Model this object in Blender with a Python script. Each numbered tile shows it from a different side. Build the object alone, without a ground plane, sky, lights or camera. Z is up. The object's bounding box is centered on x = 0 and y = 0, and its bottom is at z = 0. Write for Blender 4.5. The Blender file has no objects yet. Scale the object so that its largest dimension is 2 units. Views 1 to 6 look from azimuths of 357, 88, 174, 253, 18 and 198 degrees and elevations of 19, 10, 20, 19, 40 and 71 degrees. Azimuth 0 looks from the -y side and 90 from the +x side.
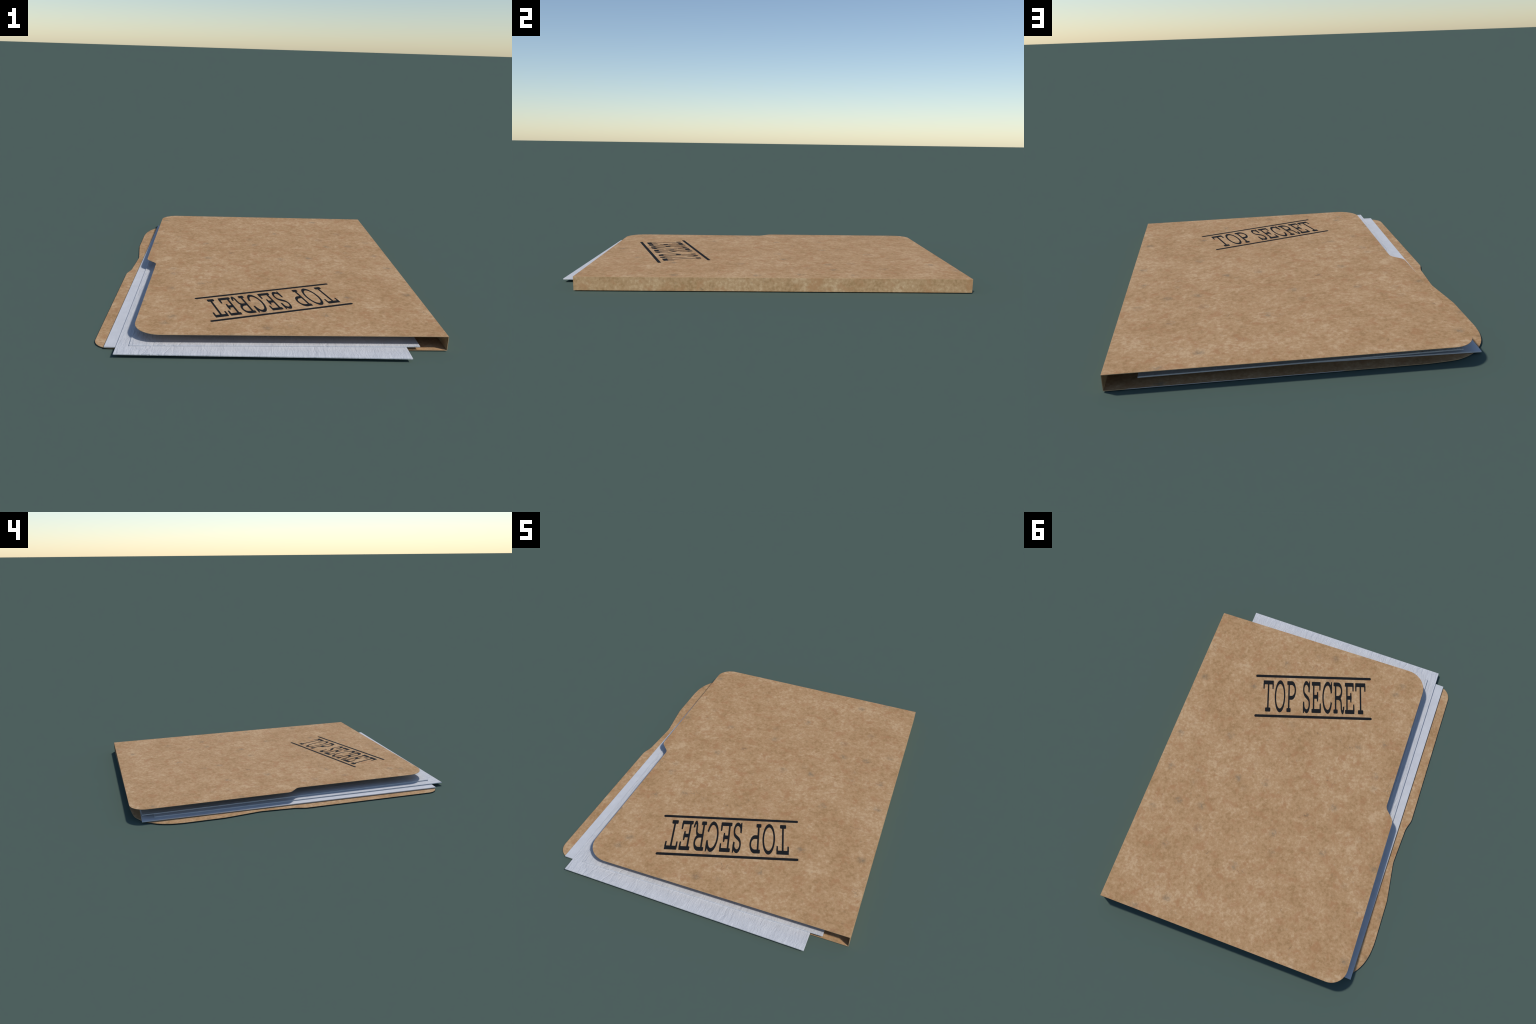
# A closed kraft card folder with a square spine, a tabbed front cover stamped
# with two rules and the words TOP SECRET, and three thin stacks of paper inside.
import bpy, bmesh, math
from mathutils import Vector

CARD = 0.0020                 # thickness of the card
SPINE_X = 0.752               # outer face of the spine
FOLD = 0.0008                 # chamfer of the two fold lines
BOTTOM = 0.0010               # underside of the back cover
TOP = 0.0672                  # top of the front cover at the spine
RISE = 0.0005                 # the front cover lifts slightly to its free edge


# ------------------------------------------------------------------ outlines
def bez(p0, p1, p2, n=10):
    """quadratic curve from p0 to p2, p1 the corner it rounds (p0 left out)"""
    out = []
    for i in range(1, n + 1):
        t = i / n
        out.append(tuple((1 - t) ** 2 * a + 2 * t * (1 - t) * b + t * t * c
                         for a, b, c in zip(p0, p1, p2)))
    return out


def arc(p0, p1, p2, n=14):
    """like bez but close to a circle: a cubic with 0.5523 handles"""
    k = 0.5523
    h0 = tuple(a + k * (b - a) for a, b in zip(p0, p1))
    h1 = tuple(c + k * (b - c) for b, c in zip(p1, p2))
    out = []
    for i in range(1, n + 1):
        t = i / n
        s = 1 - t
        out.append(tuple(s ** 3 * a + 3 * s * s * t * b + 3 * s * t * t * c + t ** 3 * d
                         for a, b, c, d in zip(p0, h0, h1, p2)))
    return out


def rounded(points):
    """points: (x, y) for a sharp corner, (x, y, r) for one rounded over length r"""
    n, out = len(points), []
    for i, p in enumerate(points):
        if len(p) == 2:
            out.append(p)
            continue
        c = Vector(p[:2])
        a, b = Vector(points[i - 1][:2]), Vector(points[(i + 1) % n][:2])
        p0 = c + (a - c).normalized() * p[2]
        p2 = c + (b - c).normalized() * p[2]
        out.append(tuple(p0))
        out += arc(tuple(p0), tuple(c), tuple(p2))
    return out


def spline(points, n=9):
    """Catmull-Rom through the points"""
    p = [Vector(q) for q in points]
    p = [2 * p[0] - p[1]] + p + [2 * p[-1] - p[-2]]
    out = []
    for i in range(1, len(p) - 2):
        a, b, c, d = p[i - 1:i + 3]
        for j in range(n):
            t = j / n
            out.append(0.5 * (2 * b + (c - a) * t + (2 * a - 5 * b + 4 * c - d) * t * t + (3 * b - a - 3 * c + d) * t ** 3))
    out.append(p[-2])
    return out


# the two covers, counter-clockwise from the front end of the fold
FRONT_Y, BACK_Y = -0.8995, 0.9800

front_outline = rounded([
    (SPINE_X, BACK_Y),
    (-0.631, 1.0008, 0.093),           # rounded corner
    (-0.6350, 0.0540, 0.018),          # tab ends: step in to the lower edge
    (-0.5780, -0.0060, 0.016),
    (-0.5905, -0.8925, 0.120),         # rounded corner
    (SPINE_X, FRONT_Y),
])
# wide egg-shaped corner of the back cover, a curve through a few points
egg = [(-0.440, 0.9885), (-0.532, 0.9815), (-0.580, 0.9705), (-0.636, 0.9390), (-0.680, 0.8920),
       (-0.7075, 0.8460), (-0.7245, 0.7930), (-0.7325, 0.7350)]
back_outline = [(SPINE_X, BACK_Y)] + [tuple(p) for p in spline(egg, 5)] + rounded([
    (-0.7335, 0.7000),
    (-0.7350, 0.4830, 0.015),          # long shallow thumb cut
    (-0.7095, 0.2690, 0.015),
    (-0.7245, 0.0590, 0.012),
    (-0.7430, 0.0010, 0.012),
    (-0.7555, -0.8905, 0.078),         # rounded corner
    (SPINE_X, FRONT_Y),
])


def cover_mesh(name, outline, z_out, z_in, mats):
    """card sheet with its outer and inner skins and a cut edge all round but
    at the fold, where its border meets the spine's border vertex for vertex"""
    def lift(x):
        return RISE * (SPINE_X - x) / 1.39 if z_out > z_in else 0.0
    outer, inner = [], []
    for x, y in outline:
        on_fold = x > SPINE_X - 1e-6
        outer.append((x - FOLD if on_fold else x, y, z_out + lift(x)))
        inner.append((x - CARD if on_fold else x, y, z_in + lift(x)))
    n = len(outline)
    verts = outer + inner
    up = z_out > z_in
    # outline runs back-fold -> left -> front-fold: counter-clockwise from above
    top = list(range(n)) if up else list(range(n))[::-1]
    low = [n + i for i in range(n)][::-1] if up else [n + i for i in range(n)]
    faces, kinds = [top, low], [0, 0]
    for i in range(n - 1):                              # no edge along the fold
        j = i + 1
        faces.append([i, n + i, n + j, j] if up else [j, n + j, n + i, i])
        kinds.append(1)
    return make(name, verts, faces, mats, kinds)


def make(name, verts, faces, mats, kinds=None, parent=None):
    me = bpy.data.meshes.new(name)
    me.from_pydata([tuple(v) for v in verts], [], faces)
    for m in mats:
        me.materials.append(m)
    if kinds:
        me.polygons.foreach_set("material_index", kinds)
    me.validate()
    me.update()
    ob = bpy.data.objects.new(name, me)
    bpy.context.scene.collection.objects.link(ob)
    if parent:
        ob.parent = parent
    return ob


# ------------------------------------------------------------------ materials
class Nodes:
    def __init__(self, name):
        self.mat = bpy.data.materials.new(name)
        self.mat.use_nodes = True
        self.t = self.mat.node_tree
        self.bsdf = self.t.nodes["Principled BSDF"]
        self.co = self.t.nodes.new("ShaderNodeTexCoord").outputs["Object"]

    def link(self, a, b):
        self.t.links.new(a, b)

    def put(self, sock, v):
        if hasattr(v, "is_output"):
            self.link(v, sock)
        else:
            sock.default_value = v

    def mapped(self, scale=(1, 1, 1), rot=(0, 0, 0), loc=(0, 0, 0), co=None):
        n = self.t.nodes.new("ShaderNodeMapping")
        self.link(co or self.co, n.inputs["Vector"])
        n.inputs["Scale"].default_value = scale
        n.inputs["Rotation"].default_value = rot
        n.inputs["Location"].default_value = loc
        return n.outputs[0]

    def noise(self, scale, detail=4, rough=0.6, co=None, distort=0.0, out="Fac"):
        n = self.t.nodes.new("ShaderNodeTexNoise")
        self.link(co or self.co, n.inputs["Vector"])
        n.inputs["Scale"].default_value = scale
        n.inputs["Detail"].default_value = detail
        n.inputs["Roughness"].default_value = rough
        n.inputs["Distortion"].default_value = distort
        return n.outputs[out]

    def voronoi(self, scale, co=None):
        n = self.t.nodes.new("ShaderNodeTexVoronoi")
        n.voronoi_dimensions = "2D"
        self.link(co or self.co, n.inputs["Vector"])
        n.inputs["Scale"].default_value = scale
        return n.outputs["Distance"], n.outputs["Color"]

    def math(self, op, a, b=0.0, c=0.0):
        n = self.t.nodes.new("ShaderNodeMath")
        n.operation = op
        for s, v in zip(n.inputs, (a, b, c)):
            self.put(s, v)
        return n.outputs[0]

    def span(self, x, lo, hi, to_lo=0.0, to_hi=1.0):
        n = self.t.nodes.new("ShaderNodeMapRange")
        n.interpolation_type = "SMOOTHSTEP"
        for s, v in zip(n.inputs, (x, lo, hi, to_lo, to_hi)):
            self.put(s, v)
        return n.outputs[0]

    def mix(self, fac, a, b, blend="MIX"):
        n = self.t.nodes.new("ShaderNodeMix")
        n.data_type, n.blend_type = "RGBA", blend
        self.put(n.inputs["Factor"], fac)
        for s, v in ((n.inputs[6], a), (n.inputs[7], b)):
            self.put(s, v if hasattr(v, "is_output") else (*v, 1))
        return n.outputs[2]

    def xyz(self, co=None):
        n = self.t.nodes.new("ShaderNodeSeparateXYZ")
        self.link(co or self.co, n.inputs[0])
        return n.outputs

    def vec_add(self, a, b, k):
        s = self.t.nodes.new("ShaderNodeVectorMath")
        s.operation = "MULTIPLY_ADD"
        self.link(b, s.inputs[0])
        s.inputs[1].default_value = (k, k, k)
        self.link(a, s.inputs[2])
        return s.outputs[0]

    def bump(self, height, strength, distance):
        n = self.t.nodes.new("ShaderNodeBump")
        self.link(height, n.inputs["Height"])
        n.inputs["Strength"].default_value = strength
        n.inputs["Distance"].default_value = distance
        self.link(n.outputs[0], self.bsdf.inputs["Normal"])

    def finish(self, color, rough, spec=0.3):
        self.put(self.bsdf.inputs["Base Color"], color if hasattr(color, "is_output") else (*color, 1))
        self.bsdf.inputs["Roughness"].default_value = rough
        self.bsdf.inputs["Specular IOR Level"].default_value = spec
        return self.mat


def kraft(name, base, light, dark, red, grain=1.0, upright=False):
    m = Nodes(name)
    if upright:                                    # lay the yz plane into the xy of the 2D cells
        m.co = m.mapped(rot=(0, math.pi / 2, 0))
    warp = m.noise(30, 2, out="Color")
    co = m.vec_add(m.co, warp, 0.012)
    soft = m.vec_add(m.co, m.noise(90, 2, out="Color"), 0.006)
    fuzz = m.noise(78 / grain, 4, 0.64, co=soft)                       # felted fibres
    tuft = m.noise(33 / grain, 5, 0.66, co=m.mapped(loc=(2, 5, 1)))    # small blotches
    cloud = m.noise(8 / grain, 4, 0.55, co=m.mapped(loc=(3, 1, 2)))  # broad clouds
    tone = m.math("ADD", m.math("MULTIPLY", fuzz, 0.52), m.math("MULTIPLY", tuft, 0.36))
    tone = m.math("ADD", tone, m.math("MULTIPLY", cloud, 0.37))
    col = m.mix(m.span(tone, 0.62, 0.765), base, light)
    col = m.mix(m.span(tone, 0.635, 0.485), col, dark)
    # rusty patches
    rust = m.noise(17 / grain, 6, 0.70, co=m.mapped(loc=(7, 4, 1)))
    col = m.mix(m.math("MULTIPLY", m.span(rust, 0.50, 0.67), 0.78), col, red)
    # soft grey-green smudges of recycled pulp, only in some of the cells
    d, c = m.voronoi(7.0, co=co)
    keep = m.span(m.xyz(c)[0], 0.50, 0.90)
    smudge = m.math("MULTIPLY", m.span(d, 0.24, 0.02), keep)
    smudge = m.math("MULTIPLY", smudge, m.span(m.noise(45, 5, 0.7), 0.36, 0.66))
    col = m.mix(m.math("MULTIPLY", smudge, 0.72), col, (0.215, 0.175, 0.120))
    d2, c2 = m.voronoi(17, co=m.mapped(loc=(5, 2, 0), co=co))
    small = m.math("MULTIPLY", m.span(d2, 0.16, 0.03), m.span(m.xyz(c2)[1], 0.66, 0.8))
    col = m.mix(m.math("MULTIPLY", small, 0.14), col, (0.215, 0.165, 0.110))
    # pale flecks
    d3, c3 = m.voronoi(26, co=m.mapped(loc=(1, 9, 0), co=co))
    pale = m.math("MULTIPLY", m.span(d3, 0.22, 0.04), m.span(m.xyz(c3)[2], 0.80, 0.9))
    col = m.mix(m.math("MULTIPLY", pale, 0.45), col, light)
    # stray dark fibres: short stretches of noise contours
    line = m.math("ABSOLUTE", m.math("SUBTRACT", m.noise(7, 3, 0.5, co=m.mapped(loc=(9, 0, 4))), 0.5))
    hair = m.math("MULTIPLY", m.span(line, 0.006, 0.001),
                  m.span(m.noise(8, 2, co=m.mapped(loc=(0, 8, 3))), 0.60, 0.68))
    col = m.mix(m.math("MULTIPLY", hair, 0.42), col, (0.13, 0.10, 0.075))
    h = m.math("ADD", fuzz, m.math("MULTIPLY", m.noise(240, 3), 0.5))
    m.bump(h, 0.12, 0.003)
    return m.finish(col, 0.85, 0.12)


BASE, LIGHT, DARK, RED = (0.500, 0.303, 0.153), (0.598, 0.398, 0.227), (0.395, 0.230, 0.105), (0.435, 0.225, 0.105)
card = kraft("kraft_card", BASE, LIGHT, DARK, RED)
spine_card = kraft("kraft_spine", (0.500, 0.325, 0.172), (0.610, 0.435, 0.258), (0.390, 0.242, 0.115), (0.45, 0.25, 0.12), grain=1.15, upright=True)


def cut_edge():
    m = Nodes("kraft_cut_edge")
    x, y, zz = m.xyz()
    pale_stretch = m.math("MULTIPLY", m.span(zz, 0.006, 0.004), m.span(y, 0.955, 0.965))
    pale_stretch = m.math("MULTIPLY", pale_stretch, m.math("MULTIPLY", m.span(x, -0.13, -0.11), m.span(x, 0.68, 0.66)))
    col = m.mix(m.noise(40, 4), (0.50, 0.33, 0.18), (0.56, 0.38, 0.22))
    col = m.mix(m.math("MULTIPLY", pale_stretch, 0.9), col, (0.66, 0.64, 0.64))
    return m.finish(col, 0.8, 0.2)


def paper_material(name, relief):
    m = Nodes(name)
    tone = m.noise(18, 5, 0.6)
    col = m.mix(m.span(tone, 0.3, 0.7), (0.612, 0.617, 0.640), (0.668, 0.671, 0.688))
    # the pulp is laid lengthwise: long streaks, finer laid lines, a few creases
    warp = m.vec_add(m.co, m.noise(9, 3, out="Color"), 0.035)
    streak = m.noise(1.0, 6, 0.66, co=m.mapped(scale=(55, 11, 20), co=warp))
    fine = m.noise(1.0, 4, 0.6, co=m.mapped(scale=(150, 45, 40)))
    crease = m.math("ABSOLUTE", m.math("SUBTRACT", m.noise(1.0, 3, 0.5, co=m.mapped(scale=(9, 1.6, 9), loc=(2, 0, 0), co=warp)), 0.5))
    h = m.math("ADD", streak, m.math("MULTIPLY", fine, 0.22))
    h = m.math("ADD", h, m.math("MULTIPLY", m.span(crease, 0.016, 0.0), -0.16))
    m.bump(h, relief, 0.0075)
    return m.finish(col, 0.85, 0.15)


edge_mat = cut_edge()
paper, smooth_paper = paper_material("laid_paper", 0.75), paper_material("smooth_paper", 0.14)
ink_m = Nodes("stamp_ink")
ink = ink_m.finish(ink_m.mix(ink_m.span(ink_m.noise(120, 3), 0.3, 0.7), (0.010, 0.0105, 0.012), (0.014, 0.0145, 0.016)), 0.85, 0.12)

# ------------------------------------------------------------------ the folder
folder = bpy.data.objects.new("document_folder", None)
bpy.context.scene.collection.objects.link(folder)
folder["label"] = "closed brown kraft card folder stamped with black capital letters"
folder["category"] = "file folder"

front = cover_mesh("front_cover", front_outline, TOP, TOP - CARD, [card, edge_mat])
back = cover_mesh("back_cover", back_outline, BOTTOM, BOTTOM + CARD, [card, edge_mat])

# spine: channel section between the two folds, the ends closed by the cut edge
section_out = [(SPINE_X - FOLD, TOP), (SPINE_X, TOP - FOLD), (SPINE_X, BOTTOM + FOLD), (SPINE_X - FOLD, BOTTOM)]
section_in = [(SPINE_X - CARD, TOP - CARD), (SPINE_X - CARD, BOTTOM + CARD)]
ring = section_out + section_in[::-1]
k = len(ring)
sv = [(x, y, zz) for y in (FRONT_Y, BACK_Y) for x, zz in ring]
sf = [[i, i + k, i + 1 + k, i + 1] for i in (0, 1, 2)]          # outer: fold, face, fold
sf.append([4, 4 + k, 5 + k, 5])                                 # inner face
sf.append(list(range(k)))
sf.append([k + i for i in range(k)][::-1])
spine = make("spine", sv, sf, [spine_card, edge_mat], [0, 0, 0, 0, 1, 1])
for ob in (front, back, spine):
    ob.parent = folder
    bm = bmesh.new()
    bm.from_mesh(ob.data)
    bmesh.ops.triangulate(bm, faces=[f for f in bm.faces if len(f.verts) > 4])
    bm.to_mesh(ob.data)
    bm.free()

# ------------------------------------------------------------------ the stamp
# Letters live in a flat frame in millimetres: u along the line of writing, v up
# the letters, baseline v = 0, caps 206 high.  They are drawn with a reversed-
# contrast pen: 6.6 wide and 25 high, so stems are thin and slabs heavy.
CAP, SLAB, STEM = 206.0, 25.0, 7.5
ORIGIN = Vector((0.2753, -0.3421))
U = Vector((-0.95362, -0.30102))
V = Vector((0.30102, -0.95362))


def box(u0, v0, u1, v1, r=2.5):
    r = min(r, (u1 - u0) / 2.01, (v1 - v0) / 2.01)
    pts = [(u0, v0, r), (u1, v0, r), (u1, v1, r), (u0, v1, r)]
    return rounded(pts)


def spike(u0, v0, u1, v1, tip):
    """a serif prong from (u0..u1) at v0 that narrows to `tip` wide at v1"""
    c = (u0 + u1) / 2
    q = [(u0, v0), (u1, v0), (c + tip / 2, v1), (c - tip / 2, v1)]
    return q if v1 > v0 else q[::-1]


def pen(path, a=3.3, b=12.4):
    """outline swept by an elliptical pen with half axes a, b along a path"""
    left, right = [], []
    for i, q in enumerate(path):
        t = (path[min(i + 1, len(path) - 1)] - path[max(i - 1, 0)]).normalized()
        nx, ny = -t.y, t.x
        s = math.hypot(a * nx, b * ny)
        off = Vector((a * a * nx / s, b * b * ny / s))
        left.append(tuple(q + off))
        right.append(tuple(q - off))
    return left, right


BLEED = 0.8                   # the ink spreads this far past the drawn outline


def spread(q):
    """outline pushed outwards by the bleed of the ink"""
    n = len(q)
    area = sum(q[i - 1][0] * q[i][1] - q[i][0] * q[i - 1][1] for i in range(n))
    s = 1.0 if area > 0 else -1.0
    out = []
    for i in range(n):
        a, p, b = Vector(q[i - 1]), Vector(q[i]), Vector(q[(i + 1) % n])
        e, f = (p - a), (b - p)
        if e.length < 1e-4 or f.length < 1e-4:
            e = f = b - a
        e, f = e.normalized(), f.normalized()
        nrm = Vector((e.y + f.y, -e.x - f.x))
        k = max(0.5, 1 + e.dot(f))
        out.append(tuple(p + nrm * (s * BLEED / k)))
    return out


def spread_strip(l, r):
    d = [(Vector(a) - Vector(b)).normalized() * BLEED for a, b in zip(l, r)]
    return [tuple(Vector(a) + v) for a, v in zip(l, d)], [tuple(Vector(b) - v) for b, v in zip(r, d)]


def build_letter(name, pieces):
    """pieces: ('poly', outline), ('strip', (left, right), closed).  Each piece is
    a thin film of ink; films that overlap differ in height by a hair."""
    verts, faces = [], []
    base = 0.00035

    def place(u, v, h):
        p = ORIGIN + U * (u / 1000) + V * (v / 1000)
        return (p.x, p.y, TOP + RISE * (SPINE_X - p.x) / 1.39 + h)
    for i, piece in enumerate(pieces):
        h = base + 0.00006 * i
        o = len(verts)
        if piece[0] == "poly":
            q = spread(piece[1])
            n = len(q)
            verts += [place(u, v, h) for u, v in q] + [place(u, v, -0.0004) for u, v in q]
            faces.append([o + j for j in range(n)])
            faces += [[o + j, o + n + j, o + n + (j + 1) % n, o + (j + 1) % n] for j in range(n)]
        else:
            l, r = spread_strip(*piece[1])
            n = len(l)
            for q, hh in ((l, h), (r, h), (l, -0.0004), (r, -0.0004)):
                verts += [place(u, v, hh) for u, v in q]
            for j in range(n if piece[2] else n - 1):
                e = (j + 1) % n
                faces.append([o + j, o + e, o + n + e, o + n + j])
                faces.append([o + j, o + 2 * n + j, o + 2 * n + e, o + e])
                faces.append([o + n + j, o + n + e, o + 3 * n + e, o + 3 * n + j])
            if not piece[2]:
                for j in (0, n - 1):
                    faces.append([o + j, o + n + j, o + 3 * n + j, o + 2 * n + j])
    ob = make(name, verts, faces, [ink], parent=front)
    bm = bmesh.new()
    bm.from_mesh(ob.data)
    bmesh.ops.recalc_face_normals(bm, faces=bm.faces)
    bmesh.ops.triangulate(bm, faces=[f for f in bm.faces if len(f.verts) > 4])
    bm.to_mesh(ob.data)
    bm.free()
    return ob


def poly(q):
    return ("poly", q)


def stroke(*runs, a=3.55, b=12.5):
    """one pen stroke along joined runs of points"""
    path = []
    for run in runs:
        for p in run:
            p = Vector(p)
            if not path or (p - path[-1]).length > 0.4:
                path.append(p)
    return ("strip", pen(path, a, b), False)


def bow(cu, cv, right, left, ry, t0, t1, n=22):
    """arc of an ellipse in degrees whose right and left halves differ in width"""
    out = []
    for i in range(n + 1):
        t = math.radians(t0 + (t1 - t0) * i / n)
        out.append((cu + (right if math.cos(t) > 0 else left) * math.cos(t), cv + ry * math.sin(t)))
    return out


def letter_t(u):
    c = u + 30
    return [poly(box(u, CAP - SLAB, u + 60.5, CAP, 2.5)),
            poly(spike(u - 0.8, CAP - SLAB + 4, u + 6.6, 151, 5.4)),
            poly(spike(u + 54.1, CAP - SLAB + 4, u + 61.4, 151, 5.4)),
            poly([(c - STEM / 2 + 0.2, 20), (c + STEM / 2 + 0.2, 20), (c + STEM / 2 + 0.2, CAP - 15), (c - STEM / 2 + 0.2, CAP - 15)]),
            poly(box(c - 15.3, 0, c + 15.3, SLAB + 0.4, 4.5))]


def letter_o(u):
    cu, cv, n = u + 31.3, 103.5, 56
    out, inn = [], []
    for i in range(n):
        t = math.tau * i / n
        out.append((cu + 31.3 * math.cos(t), cv + 106.6 * math.sin(t)))
        inn.append((cu + 24.3 * math.cos(t), cv + 82.3 * math.sin(t)))
    return [("strip", (out, inn), True)]


def letter_e(u):
    return [poly(box(u, CAP - SLAB, u + 52, CAP, 4)),
            poly(spike(u + 45.2, CAP - SLAB + 4, u + 52.6, 150, 5.2)),
            poly([(u + 7.6, 15), (u + 15, 15), (u + 15, CAP - 12), (u + 7.6, CAP - 12)]),
            poly([(u + 12, 94), (u + 35, 94), (u + 35, 118.3), (u + 12, 118.3)]),
            poly([(u + 31.4, 90), (u + 32.6, 76), (u + 37.3, 76), (u + 38.8, 100), (u + 38.8, 114), (u + 37.4, 138.5), (u + 32.8, 138.5), (u + 31.4, 122)]),
            poly(box(u, 0, u + 55, SLAB, 4)),
            poly(spike(u + 48.0, SLAB - 4, u + 55.9, 62, 5.2))]


def letter_p(u):
    return [poly(box(u, CAP - SLAB, u + 28, CAP, 4)),
            stroke([(u + 18, 193.5)], bow(u + 27.5, 144, 22.0, 22, 49.5, 90, -90), [(u + 13, 94.5)]),
            poly([(u + 7.6, 18), (u + 15, 18), (u + 15, CAP - 12), (u + 7.6, CAP - 12)]),
            poly(box(u - 0.9, 0.4, u + 22.9, SLAB + 0.4, 4.5))]


def letter_s(u):
    return [stroke(bow(u + 18.5, 152, 17.2, 15.2, 45.8, -20, 180),
                   spline([(u + 3.3, 152), (u + 5.2, 133), (u + 11.0, 118), (u + 20.8, 105.3), (u + 30.6, 93), (u + 36.4, 78), (u + 38.3, 57)], 5),
                   bow(u + 22.6, 56, 15.7, 18.7, 47.4, 0, -197), a=3.4, b=12.4),
            poly([(u + 32.6, 136), (u + 38.7, 136), (u + 40.2, 160), (u + 39.9, 209), (u + 37.2, 209), (u + 34.0, 193), (u + 31.5, 176)]),
            poly([(u + 0.8, 70), (u + 0.2, 46), (u + 1.2, -3), (u + 5.2, -3), (u + 8.2, 14), (u + 9.6, 32), (u + 6.2, 70)])]


def letter_c(u):
    return [stroke(bow(u + 32.2, 103.4, 23.0, 28.7, 94.3, 19, 341, 40)),
            poly([(u + 51.4, 133.5), (u + 56.8, 133.5), (u + 57.7, 170), (u + 57, 208), (u + 54.0, 208), (u + 50.8, 192), (u + 48.2, 176)])]


def letter_r(u):
    return [poly(box(u, CAP - SLAB, u + 28, CAP, 4)),
            stroke([(u + 18, 193.5)], bow(u + 27.5, 148.4, 20.7, 21, 45.1, 90, -90), [(u + 13, 103.3)]),
            stroke([(u + 18, 103.3)], bow(u + 26.5, 66, 18.6, 18, 37.3, 90, 4), bow(u + 53.0, 40, 7.0, 6.9, 30.8, 176, 372), a=3.3),
            poly([(u + 8.0, 18), (u + 15.2, 18), (u + 15.2, CAP - 12), (u + 8.0, CAP - 12)]),
            poly(box(u - 0.8, 0.2, u + 23.4, SLAB + 0.6, 4.5))]


for fn, u in ((letter_t, -15), (letter_o, 55.6), (letter_p, 129.5), (letter_s, 226.8), (letter_e, 279.5),
              (letter_c, 344.3), (letter_r, 412.5), (letter_e, 481.6), (letter_t, 544.7)):
    build_letter("letter", fn(u))
for v in (236.4, -29.0):
    rule = rounded([(-62.6, v - 7.6, 7.2), (640.2, v - 7.6, 7.2), (640.2, v + 7.6, 7.2), (-62.6, v + 7.6, 7.2)])
    build_letter("rule", [poly(rule)])


# ------------------------------------------------------------------ the papers
def paper_stack(corner, across, along, z_top, label, mat, thick=0.0056):
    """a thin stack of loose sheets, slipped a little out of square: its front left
    corner, the vectors of its front and left edges; all rims are chamfered"""
    e = 0.0007
    a, b = Vector(across), Vector(along)
    ea, eb = a.normalized() * e, b.normalized() * e
    verts, faces = [], []
    for h, k in ((0.0, 1), (e, 0), (thick - e, 0), (thick, 1)):
        for p in (ea * k + eb * k, a - ea * k + eb * k, a + b - ea * k - eb * k, b + ea * k - eb * k):
            verts.append((p.x, p.y, h))
    faces.append([3, 2, 1, 0])
    for r in range(3):
        for i in range(4):
            j = (i + 1) % 4
            faces.append([4 * r + i, 4 * r + j, 4 * r + 4 + j, 4 * r + 4 + i])
    faces.append([12, 13, 14, 15])
    ob = make("paper_stack", verts, faces, [mat])
    ob.location = (corner[0], corner[1], z_top - thick)
    ob["label"] = label
    ob["category"] = "paper"
    return ob


paper_stack((-0.7046, -0.8920), (1.2280, -0.0540), (0.0394, 1.8375), 0.0108,
            "thin stack of plain white paper, lowest in folder", smooth_paper)
paper_stack((-0.6541, -0.9677), (1.2263, -0.0320), (0.0226, 1.8385), 0.0168,
            "thin stack of plain white paper, sticking out in front", paper)
paper_stack((-0.5988, -0.9006), (1.2300, -0.0010), (0.0017, 1.8371), 0.0226,
            "thin stack of plain white paper, on top in folder", paper)
